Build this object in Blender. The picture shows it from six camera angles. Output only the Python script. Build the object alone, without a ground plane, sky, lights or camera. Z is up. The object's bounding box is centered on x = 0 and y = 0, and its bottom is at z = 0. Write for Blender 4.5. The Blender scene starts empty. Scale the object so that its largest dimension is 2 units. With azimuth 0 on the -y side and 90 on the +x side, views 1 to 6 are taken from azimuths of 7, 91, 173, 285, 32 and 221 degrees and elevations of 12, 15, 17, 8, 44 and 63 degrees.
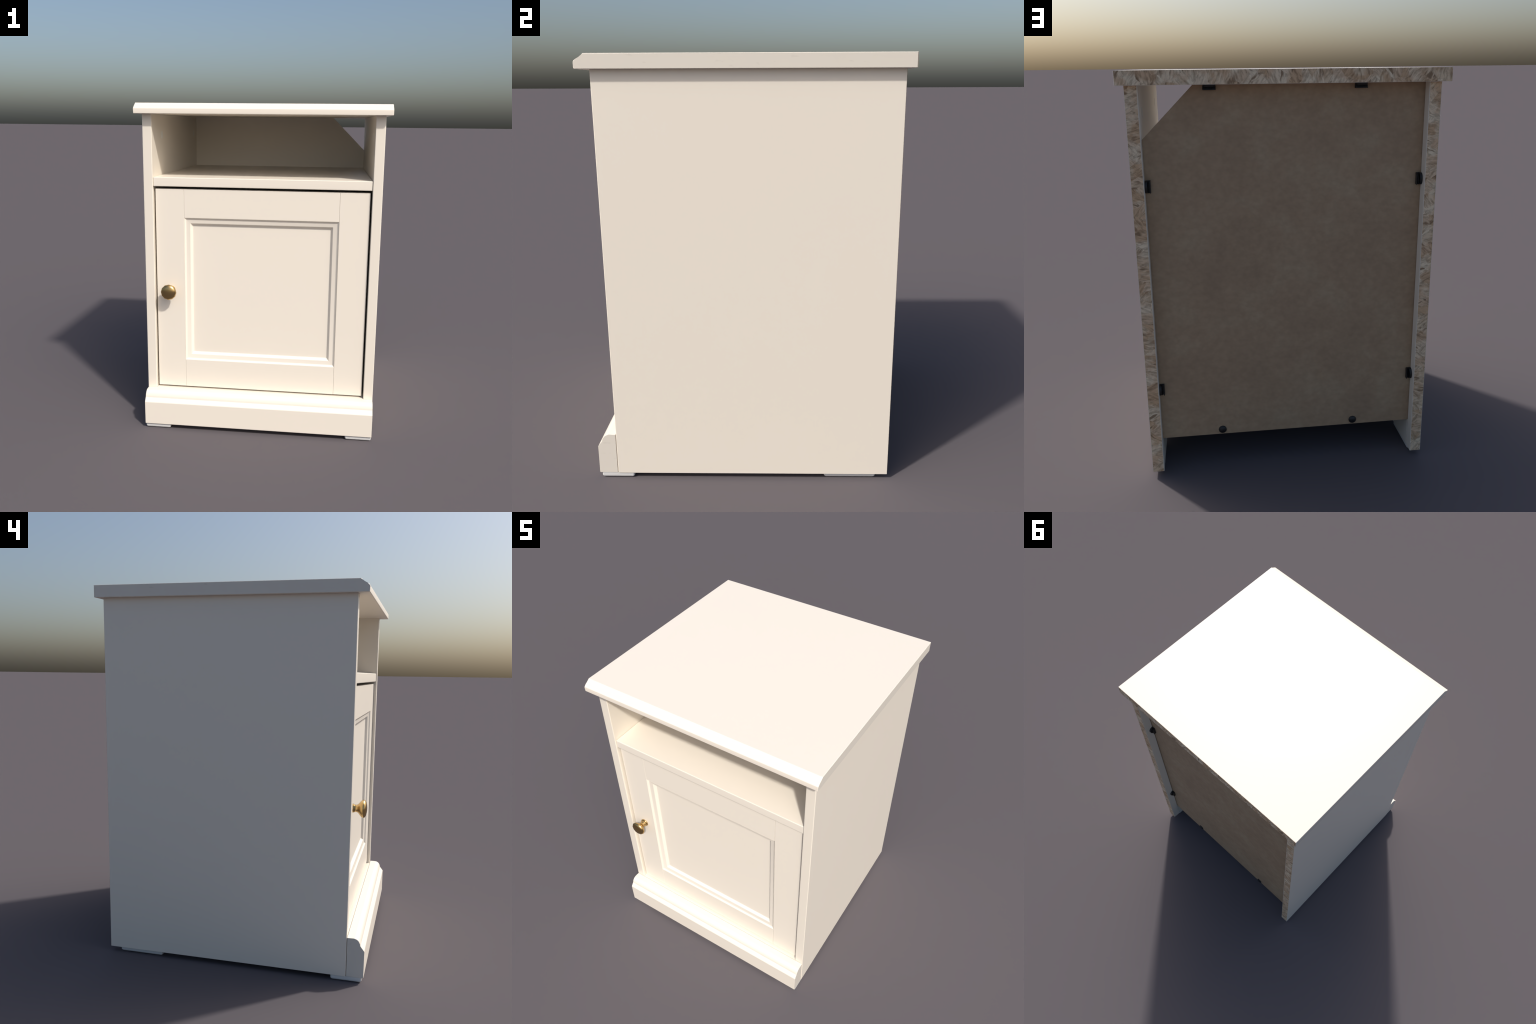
import bpy, bmesh, math
from mathutils import Matrix, Vector

# ---------------------------------------------------------------- dimensions
TOP_X, TOP_BACK, TOP_Z0, TOP_Z1 = 0.7405, 0.7240, 1.9380, 2.0000
SIDE_IN, SIDE_OUT = 0.6493, 0.7060            # side panels, |x|
SIDE_FRONT, SIDE_BACK = -0.6335, 0.6885
BODY_Z0 = 0.0270                              # everything stands on thin glides
SHELF_Z0, SHELF_Z1, SHELF_FRONT = 1.5140, 1.5690, -0.6270
BOTTOM_Z0, BOTTOM_Z1 = 0.1815, 0.2352
BACK_Y0, BACK_Y1 = 0.6200, 0.6285             # thin hardboard back
DOOR_X, DOOR_Z0, DOOR_Z1 = 0.6390, 0.2465, 1.4995
DOOR_FRONT, DOOR_REAR = -0.6135, -0.5570
OPEN_X, OPEN_Z0, OPEN_Z1 = 0.4640, 0.4240, 1.3260   # inside edge of stiles / rails
KNOB = (-0.5517, DOOR_FRONT, 0.8758)


# ---------------------------------------------------------------- materials
def new_material(name):
    m = bpy.data.materials.new(name)
    m.use_nodes = True
    nt = m.node_tree
    bsdf = nt.nodes["Principled BSDF"]
    return m, nt, bsdf


def add(nt, kind, **inputs):
    n = nt.nodes.new(kind)
    for k, v in inputs.items():
        n.inputs[k.replace("_", " ")].default_value = v
    return n


def ramp(nt, fac, stops):
    r = nt.nodes.new("ShaderNodeValToRGB")
    e = r.color_ramp.elements
    e[0].position, e[0].color = stops[0][0], (*stops[0][1], 1)
    e[1].position, e[1].color = stops[-1][0], (*stops[-1][1], 1)
    for p, c in stops[1:-1]:
        s = e.new(p)
        s.color = (*c, 1)
    nt.links.new(fac, r.inputs["Fac"])
    return r.outputs["Color"]


def mix(nt, fac, a, b, blend="MIX"):
    n = nt.nodes.new("ShaderNodeMix")
    n.data_type, n.blend_type = "RGBA", blend
    for sock, v in ((n.inputs[0], fac), (n.inputs[6], a), (n.inputs[7], b)):
        if isinstance(v, bpy.types.NodeSocket):
            nt.links.new(v, sock)
        elif isinstance(v, tuple):
            sock.default_value = (*v, 1)
        else:
            sock.default_value = v
    return n.outputs[2]


def coords(nt, scale=(1, 1, 1), rotation=(0, 0, 0)):
    t = nt.nodes.new("ShaderNodeTexCoord")
    m = nt.nodes.new("ShaderNodeMapping")
    m.inputs["Scale"].default_value = scale
    m.inputs["Rotation"].default_value = rotation
    nt.links.new(t.outputs["Object"], m.inputs["Vector"])
    return m.outputs["Vector"]


def noise(nt, vec, scale, detail=3.0, rough=0.5, distortion=0.0):
    n = add(nt, "ShaderNodeTexNoise", Scale=scale, Detail=detail, Roughness=rough, Distortion=distortion)
    nt.links.new(vec, n.inputs["Vector"])
    return n.outputs["Fac"]


def paint(name, colour, spread=0.03, roughness=0.42, scuffs=False):
    """Satin cream lacquer: almost even, with a faint cloudiness; edge foil also has dull scuffs."""
    m, nt, b = new_material(name)
    v = coords(nt)
    lo = tuple(c * (1 - spread) for c in colour)
    base = ramp(nt, noise(nt, v, 3.5, 4), [(0.3, lo), (0.7, colour)])
    if scuffs:
        speck = ramp(nt, noise(nt, coords(nt, (16, 16, 40)), 1.0, 2), [(0.66, (1, 1, 1)), (0.74, (0.93, 0.925, 0.92))])
        base = mix(nt, 1.0, base, speck, "MULTIPLY")
    nt.links.new(base, b.inputs["Base Color"])
    b.inputs["Roughness"].default_value = roughness
    bump = add(nt, "ShaderNodeBump", Strength=0.03, Distance=0.002)
    nt.links.new(noise(nt, v, 60, 2), bump.inputs["Height"])
    nt.links.new(bump.outputs["Normal"], b.inputs["Normal"])
    return m


def chipboard(name, along):
    """Raw particle-board edge: angular grey, tan and brown flakes, each with its own run of fibres."""
    m, nt, b = new_material(name)
    across = (1.0, 1.0, 0.24) if along == "x" else (0.24, 1.0, 1.0)      # fibres run across the board
    cells = (1.0, 1.0, 0.62) if along == "x" else (0.62, 1.0, 1.0)
    base_v = coords(nt)
    warp = add(nt, "ShaderNodeTexNoise", Scale=22.0, Detail=2.0)
    nt.links.new(base_v, warp.inputs["Vector"])
    shift = nt.nodes.new("ShaderNodeVectorMath")
    shift.operation = "MULTIPLY_ADD"
    shift.inputs[1].default_value = (0.016, 0.0, 0.016)
    nt.links.new(warp.outputs["Color"], shift.inputs[0])
    nt.links.new(base_v, shift.inputs[2])
    squash = nt.nodes.new("ShaderNodeMapping")
    squash.inputs["Scale"].default_value = cells
    nt.links.new(shift.outputs[0], squash.inputs["Vector"])
    flake = add(nt, "ShaderNodeTexVoronoi", Scale=20.0, Randomness=1.0)
    nt.links.new(squash.outputs["Vector"], flake.inputs["Vector"])
    split = nt.nodes.new("ShaderNodeSeparateColor")
    nt.links.new(flake.outputs["Color"], split.inputs["Color"])
    angle = nt.nodes.new("ShaderNodeMath")
    angle.operation = "MULTIPLY_ADD"
    angle.inputs[1].default_value, angle.inputs[2].default_value = 1.9, -0.95
    nt.links.new(split.outputs["Red"], angle.inputs[0])
    turn = nt.nodes.new("ShaderNodeVectorRotate")
    turn.rotation_type = "Y_AXIS"
    nt.links.new(shift.outputs[0], turn.inputs["Vector"])
    nt.links.new(angle.outputs[0], turn.inputs["Angle"])
    stretch = nt.nodes.new("ShaderNodeMapping")
    stretch.inputs["Scale"].default_value = across
    nt.links.new(turn.outputs["Vector"], stretch.inputs["Vector"])
    fibre = noise(nt, stretch.outputs["Vector"], 95, 4, 0.6, 0.4)
    splinter = noise(nt, stretch.outputs["Vector"], 42, 2, 0.5, 0.3)
    base = ramp(nt, split.outputs["Green"], [(0.00, (0.85, 0.71, 0.51)), (0.40, (0.83, 0.68, 0.49)), (0.55, (0.77, 0.57, 0.38)),
                                             (0.72, (0.66, 0.47, 0.29)), (1.00, (0.60, 0.42, 0.25))])
    zone = ramp(nt, noise(nt, shift.outputs[0], 15, 3, 0.6), [(0.42, (0.86, 0.70, 0.50)), (0.56, (0.64, 0.41, 0.24))])
    base = mix(nt, 0.55, base, zone)
    base = mix(nt, 1.0, base, ramp(nt, fibre, [(0.32, (0.58, 0.53, 0.49)), (0.58, (1.06, 1.06, 1.06))]), "MULTIPLY")
    mask = ramp(nt, splinter, [(0.60, (0, 0, 0)), (0.67, (0.9, 0.9, 0.9))])
    base = mix(nt, mask, base, (0.27, 0.17, 0.095))
    nt.links.new(base, b.inputs["Base Color"])
    b.inputs["Roughness"].default_value = 0.8
    bump = add(nt, "ShaderNodeBump", Strength=0.25, Distance=0.002)
    nt.links.new(fibre, bump.inputs["Height"])
    nt.links.new(bump.outputs["Normal"], b.inputs["Normal"])
    return m


def hardboard(name):
    """Pressed-fibre back panel, brown and softly mottled."""
    m, nt, b = new_material(name)
    v = coords(nt)
    cloud = noise(nt, v, 5.5, 6, 0.62, 0.3)
    base = ramp(nt, cloud, [(0.30, (0.390, 0.270, 0.170)), (0.50, (0.430, 0.300, 0.188)), (0.70, (0.460, 0.340, 0.218))])
    fibre = noise(nt, coords(nt, (1, 1, 1.3)), 30, 4, 0.6)
    base = mix(nt, 0.8, base, ramp(nt, fibre, [(0.35, (0.90, 0.89, 0.87)), (0.65, (1.06, 1.05, 1.04))]), "MULTIPLY")
    nt.links.new(base, b.inputs["Base Color"])
    b.inputs["Roughness"].default_value = 0.7
    return m


def plain(name, colour, roughness, metallic=0.0, vary=0.08):
    m, nt, b = new_material(name)
    lo = tuple(c * (1 - vary) for c in colour)
    nt.links.new(ramp(nt, noise(nt, coords(nt), 25, 3), [(0.35, lo), (0.65, colour)]), b.inputs["Base Color"])
    b.inputs["Roughness"].default_value = roughness
    b.inputs["Metallic"].default_value = metallic
    return m


PAINT = paint("cream_lacquer", (0.860, 0.793, 0.688), 0.004)
SIDE = paint("cream_side_darker", (0.840, 0.776, 0.672), 0.004)
TOP = paint("cream_top_lighter", (0.880, 0.806, 0.700), 0.004)
EDGE = paint("cream_edge_foil", (0.745, 0.695, 0.608), 0.015, scuffs=True)
CHIP_X = chipboard("chipboard_flakes_across", "x")
CHIP_Z = chipboard("chipboard_flakes_upright", "z")
HARD = hardboard("hardboard")
BRASS = plain("aged_brass", (0.56, 0.385, 0.165), 0.27, 1.0, 0.06)
BLACK = plain("black_plastic", (0.012, 0.012, 0.013), 0.45)
GLIDE = plain("white_plastic", (0.74, 0.74, 0.72), 0.5, 0.0, 0.03)
CAP = plain("grey_cover_cap", (0.83, 0.82, 0.76), 0.5, 0.0, 0.03)


# ---------------------------------------------------------------- mesh helpers
def finish(bm, name, parent, mats, smooth_angle=35, location=(0, 0, 0)):
    bmesh.ops.recalc_face_normals(bm, faces=bm.faces)
    me = bpy.data.meshes.new(name)
    bm.to_mesh(me)
    bm.free()
    for m in mats if isinstance(mats, (list, tuple)) else [mats]:
        me.materials.append(m)
    me.shade_smooth()
    # area-weighted corner normals: rounded edges shade softly, the big faces stay flat
    touching = [[] for _ in me.vertices]
    for p in me.polygons:
        for v in p.vertices:
            touching[v].append(p)
    limit = math.cos(math.radians(smooth_angle))
    normals = []
    for p in me.polygons:
        for v in p.vertices:
            n = Vector()
            for q in touching[v]:
                if q.normal.dot(p.normal) > limit:
                    n += q.normal * q.area
            normals.append(n.normalized())
    me.normals_split_custom_set(normals)
    ob = bpy.data.objects.new(name, me)
    bpy.context.scene.collection.objects.link(ob)
    ob.location = location
    ob.parent = parent
    return ob


def repeat(src, location, parent=None, scale=None, rotation=None):
    ob = src.copy()
    bpy.context.scene.collection.objects.link(ob)
    ob.location = location
    ob.parent = parent or src.parent
    if scale:
        ob.scale = scale
    if rotation:
        ob.rotation_euler = rotation
    return ob


def make_box(lo, hi, bevel=0.0, segments=2):
    bm = bmesh.new()
    bmesh.ops.create_cube(bm, size=1.0)
    lo, hi = Vector(lo), Vector(hi)
    size, mid = hi - lo, (hi + lo) / 2
    for v in bm.verts:
        v.co = Vector((v.co.x * size.x, v.co.y * size.y, v.co.z * size.z)) + mid
    if bevel:
        bmesh.ops.bevel(bm, geom=list(bm.edges), offset=bevel, segments=segments, profile=0.5, affect="EDGES")
    return bm


def extrude_profile(points, place, length_axis):
    """Closed profile swept straight. place(a, b) -> (start point, end point)."""
    bm = bmesh.new()
    first = [bm.verts.new(place(a, b)[0]) for a, b in points]
    last = [bm.verts.new(place(a, b)[1]) for a, b in points]
    bm.faces.new(first)
    bm.faces.new(last)
    n = len(points)
    for i in range(n):
        j = (i + 1) % n
        bm.faces.new((first[i], first[j], last[j], last[i]))
    return bm


def bevel_ends(bm, axis, offset, segments=1):
    caps = [e for e in bm.edges if len({round(v.co[axis], 5) for v in e.verts}) == 1
            and any(len(f.verts) > 4 for f in e.link_faces)]
    bmesh.ops.bevel(bm, geom=caps, offset=offset, segments=segments, affect="EDGES", clamp_overlap=True)


def lathe(profile, sides, phase=0.0):
    """profile: (distance along -y, radius); closed on the axis at its far end."""
    bm = bmesh.new()
    rings = []
    for t, r in profile:
        if r == 0:
            rings.append([bm.verts.new((0, -t, 0))])
        else:
            rings.append([bm.verts.new((r * math.cos(phase + 2 * math.pi * k / sides), -t,
                                        r * math.sin(phase + 2 * math.pi * k / sides))) for k in range(sides)])
    for a, b in zip(rings, rings[1:]):
        for k in range(sides):
            l = (k + 1) % sides
            if len(b) == 1:
                bm.faces.new((a[k], a[l], b[0]))
            else:
                bm.faces.new((a[k], a[l], b[l], b[k]))
    if len(rings[0]) > 1:
        bm.faces.new(rings[0])
    return bm


# ---------------------------------------------------------------- the cabinet
cabinet = bpy.data.objects.new("bedside_cabinet", None)
bpy.context.scene.collection.objects.link(cabinet)
cabinet["label"] = "cream bedside cabinet with open niche, panelled door and brass knob"
cabinet["category"] = "nightstand"

# --- top board: flat slab whose front edge is moulded (y, z profile swept along x)
top_profile = [(TOP_BACK - 0.0012, TOP_Z0), (-0.6850, TOP_Z0), (-0.6882, 1.9398), (-0.6890, 1.9435), (-0.6890, 1.9625),
               (-0.6882, 1.9680), (-0.6850, 1.9722), (-0.6760, 1.9785), (-0.6640, 1.9850), (-0.6550, 1.9918),
               (-0.6460, TOP_Z1), (TOP_BACK - 0.0012, TOP_Z1)]
bm = extrude_profile(top_profile, lambda y, z: ((-TOP_X, y, z), (TOP_X, y, z)), 0)
bevel_ends(bm, 0, 0.0015)
bm.normal_update()
for f in bm.faces:
    if abs(f.calc_center_median().x) > TOP_X - 0.0004:
        f.material_index = 1
top = finish(bm, "top_board", cabinet, [TOP, EDGE], 22)
bm = make_box((-TOP_X + 0.002, TOP_BACK - 0.0012, TOP_Z0 + 0.001), (TOP_X - 0.002, TOP_BACK, TOP_Z1 - 0.001))
finish(bm, "raw_edge", top, CHIP_X)

# --- side panels: plan outline with rounded front corners and a groove for the back, swept upwards
GROOVE0, GROOVE1, GROOVE_D = 0.6185, 0.6325, 0.012


def side_panel(sign):
    r = 0.004
    yb = SIDE_BACK - 0.0012
    plan = [(SIDE_OUT, yb), (SIDE_IN, yb), (SIDE_IN, GROOVE1), (SIDE_IN + GROOVE_D, GROOVE1),
            (SIDE_IN + GROOVE_D, GROOVE0), (SIDE_IN, GROOVE0)]
    for cx, a0, a1 in ((SIDE_IN + r, 180, 270), (SIDE_OUT - r, 270, 360)):
        for k in range(4):
            a = math.radians(a0 + (a1 - a0) * k / 3)
            plan.append((cx + r * math.cos(a), SIDE_FRONT + r + r * math.sin(a)))
    bm = extrude_profile(plan, lambda x, y: ((sign * x, y, BODY_Z0), (sign * x, y, TOP_Z0 - 0.0005)), 2)
    ob = finish(bm, "side_panel", cabinet, SIDE, 50)
    x0, x1 = sorted((sign * (SIDE_IN + 0.0025), sign * (SIDE_OUT - 0.0015)))
    bm = make_box((x0, yb, BODY_Z0 + 0.001), (x1, SIDE_BACK, TOP_Z0 - 0.0015))
    finish(bm, "raw_edge", ob, CHIP_Z)
    return ob


panels = {s: side_panel(s) for s in (-1, 1)}

# --- cover caps on the fixing holes inside the niche
bm = lathe([(0.0, 0.024), (0.0012, 0.0235), (0.0016, 0.021), (0.0016, 0.0)], 20)
cap = None
for s in (-1, 1):
    for y in (-0.402, 0.517):
        if cap is None:
            cap = finish(bm, "cover_cap", panels[s], CAP, 30)
            ob = cap
        else:
            ob = repeat(cap, (0, 0, 0), panels[s])
        ob.location = (s * SIDE_IN, y, 1.814)
        ob.rotation_euler = (0, 0, math.radians(90 if s < 0 else -90))

# --- shelf under the niche, and the bottom board
bm = make_box((-SIDE_IN + 0.0008, SHELF_FRONT, SHELF_Z0), (SIDE_IN - 0.0008, BACK_Y0 - 0.001, SHELF_Z1), 0.004)
finish(bm, "shelf", cabinet, PAINT, 50)
bm = make_box((-SIDE_IN + 0.0008, SIDE_FRONT, BOTTOM_Z0), (SIDE_IN - 0.0008, BACK_Y0 - 0.001, BOTTOM_Z1), 0.0015, 1)
finish(bm, "bottom_board", cabinet, PAINT, 50)

# --- back panel with its corner sawn off
CUT_X, CUT_Z = 0.4170, 1.7010
outline = [(-SIDE_IN - 0.009, BOTTOM_Z0 + 0.0005), (SIDE_IN + 0.009, BOTTOM_Z0 + 0.0005),
           (SIDE_IN + 0.009, CUT_Z - 0.009), (CUT_X - 0.004, TOP_Z0 - 0.0005), (-SIDE_IN - 0.009, TOP_Z0 - 0.0005)]
bm = extrude_profile(outline, lambda x, z: ((x, BACK_Y0, z), (x, BACK_Y1, z)), 1)
for f in bm.faces:
    if f.calc_center_median().y < BACK_Y0 + 0.0001:
        f.material_index = 1          # foil-covered face inside the cabinet
back = finish(bm, "back_panel", cabinet, [HARD, PAINT], 30)

# --- clips that hold the back: a rounded foot on the board and a ribbed tab on the hardboard
def clip_mesh():
    """Clip for a board that lies on the -x side of it: wall plane x = 0, hardboard plane y = 0."""
    bm = bmesh.new()
    h = 0.0285
    # D-shaped foot against the wall
    arc = [(0.000, -h), (0.012, -h)]
    arc += [(0.012 + 0.021 * math.cos(math.radians(a)), h * math.sin(math.radians(a))) for a in range(-75, 76, 15)]
    arc += [(0.012, h), (0.000, h)]
    lo = [bm.verts.new((0.0002, y, z)) for y, z in arc]
    hi = [bm.verts.new((0.0115, y * 0.95, z * 0.93)) for y, z in arc]
    bm.faces.new(lo)
    bm.faces.new(hi)
    for i in range(len(arc)):
        j = (i + 1) % len(arc)
        bm.faces.new((lo[i], lo[j], hi[j], hi[i]))
    # tab against the hardboard, with two ribs
    for x0, x1, y1, hh in ((0.006, 0.0250, 0.007, 0.0290), (0.0135, 0.0160, 0.018, 0.0275), (0.0205, 0.0255, 0.018, 0.0290)):
        b2 = make_box((x0, 0.0002, -hh), (x1, y1, hh), 0.001, 1)
        tmp = bpy.data.meshes.new("tmp")
        b2.to_mesh(tmp)
        b2.free()
        bm.from_mesh(tmp)
        bpy.data.meshes.remove(tmp)
    return bm


clip = finish(clip_mesh(), "clip", back, BLACK, 30, (-SIDE_IN, BACK_Y1, 1.4900))
repeat(clip, (-SIDE_IN, BACK_Y1, 0.4630))
turn = (0, math.pi, 0)
repeat(clip, (SIDE_IN, BACK_Y1, 1.4900), rotation=turn)
repeat(clip, (SIDE_IN, BACK_Y1, 0.4630), rotation=turn)
turn = (0, math.pi / 2, 0)
for x in (0.3425, -0.3460):
    repeat(clip, (x, BACK_Y1, TOP_Z0), rotation=turn)

bm = lathe([(0.0, 0.0205), (-0.004, 0.0205), (-0.008, 0.0170), (-0.011, 0.009), (-0.0118, 0.0)], 12)
screw = finish(bm, "screw", back, BLACK, 60, (0.3425, BACK_Y1, 0.2078))
repeat(screw, (-0.3444, BACK_Y1, 0.2080))

# --- plinth: moulded skirting board in front (y, z profile swept along x)
PLINTH_X = 0.7038
plinth_profile = [(-0.6358, BODY_Z0), (-0.6358, 0.2350), (-0.6690, 0.2350), (-0.6780, 0.2335), (-0.6860, 0.2295),
                  (-0.6928, 0.2240), (-0.6978, 0.2165), (-0.7012, 0.2080), (-0.7030, 0.2010), (-0.7034, 0.1950),
                  (-0.7215, 0.1742), (-0.7236, 0.1712), (-0.7240, 0.1680), (-0.7240, 0.0300), (-0.7215, BODY_Z0)]
bm = extrude_profile(plinth_profile, lambda y, z: ((-PLINTH_X, y, z), (PLINTH_X, y, z)), 0)
bevel_ends(bm, 0, 0.0012)
for f in bm.faces:
    if abs(f.calc_center_median().x) > PLINTH_X - 0.0004:
        f.material_index = 1
finish(bm, "plinth", cabinet, [PAINT, EDGE], 30)

# --- glides: flat white pads, wider at the top
def glide(x0, x1, y0, y1, taper):
    """Pad with rounded corners, upright sides and a rounded lower edge."""
    bm = bmesh.new()
    top_z = BODY_Z0 - 0.0005
    loops = []
    for z, d in ((0.0, taper), (0.0015, taper * 0.62), (0.0050, taper * 0.25), (0.0100, 0.0), (top_z, 0.0)):
        ring = []
        r = 0.008
        for cx, cy, a0 in ((x0 + r, y0 + r, 180), (x1 - r, y0 + r, 270), (x1 - r, y1 - r, 0), (x0 + r, y1 - r, 90)):
            for k in range(4):
                a = math.radians(a0 + 30 * k)
                px, py = cx + r * math.cos(a), cy + r * math.sin(a)
                mx, my = (x0 + x1) / 2, (y0 + y1) / 2
                px -= math.copysign(min(d, abs(px - mx)), px - mx)
                py -= math.copysign(min(d, abs(py - my)), py - my)
                ring.append(bm.verts.new((px, py, z)))
        loops.append(ring)
    bm.faces.new(loops[0])
    bm.faces.new(loops[-1])
    n = len(loops[0])
    for a, b in zip(loops, loops[1:]):
        for k in range(n):
            l = (k + 1) % n
            bm.faces.new((a[k], a[l], b[l], b[k]))
    return bm


for s in (-1, 1):
    x0, x1 = sorted((s * 0.544, s * 0.702))
    finish(glide(x0, x1, -0.7145, -0.5540, 0.008), "glide", cabinet, GLIDE, 50)
    x0, x1 = sorted((s * 0.652, s * 0.694))
    finish(glide(x0, x1, 0.3810, 0.6320, 0.010), "glide", cabinet, GLIDE, 50)

# --- door: recessed field with moulded frame; stiles, rails and knob on it
steps = [(0.0000, DOOR_FRONT), (0.0010, -0.6128), (0.0080, -0.6060), (0.0115, -0.6043), (0.0330, -0.6000),
         (0.0355, -0.5985), (0.0440, -0.5880), (0.0480, -0.5850)]
bm = bmesh.new()
loops = []
for d, y in [(0.0, DOOR_REAR)] + steps:
    x, z0, z1 = OPEN_X - d, OPEN_Z0 + d, OPEN_Z1 - d
    loops.append([bm.verts.new(p) for p in ((-x, y, z0), (x, y, z0), (x, y, z1), (-x, y, z1))])
for a, b in zip(loops, loops[1:]):
    for k in range(4):
        l = (k + 1) % 4
        bm.faces.new((a[k], a[l], b[l], b[k]))
bm.faces.new(loops[-1])
bm.faces.new(loops[0])
door = finish(bm, "door", cabinet, PAINT, 25)

GAP = 0.0007
stile = None
for s in (-1, 1):
    x0, x1 = sorted((s * (OPEN_X + GAP), s * DOOR_X))
    mid = (x0 + x1) / 2
    if stile is None:
        half = (x1 - x0) / 2
        bm = make_box((-half, DOOR_FRONT, DOOR_Z0), (half, DOOR_REAR, DOOR_Z1), 0.0015)
        stile = finish(bm, "stile", door, PAINT, 50, (mid, 0, 0))
    else:
        repeat(stile, (mid, 0, 0))
bm = make_box((-OPEN_X, DOOR_FRONT, OPEN_Z1 + 0.0002), (OPEN_X, DOOR_REAR, DOOR_Z1), 0.0010)
finish(bm, "rail", door, PAINT, 50)
bm = make_box((-OPEN_X, DOOR_FRONT, DOOR_Z0), (OPEN_X, DOOR_REAR, OPEN_Z0 - 0.0002), 0.0010)
finish(bm, "rail", door, PAINT, 50)

knob_profile = [(0.000, 0.0275), (0.0045, 0.0280), (0.0075, 0.0255), (0.0095, 0.0225), (0.0120, 0.0235), (0.0170, 0.0230),
                (0.0230, 0.0195), (0.0300, 0.0190), (0.0370, 0.0215), (0.0440, 0.0285), (0.0510, 0.0380), (0.0575, 0.0445),
                (0.0640, 0.0480), (0.0690, 0.0478), (0.0750, 0.0435), (0.0800, 0.0350), (0.0830, 0.0230), (0.0845, 0.0110),
                (0.0850, 0.0)]
finish(lathe(knob_profile, 12, math.radians(-2)), "knob", door, BRASS, 60, KNOB)
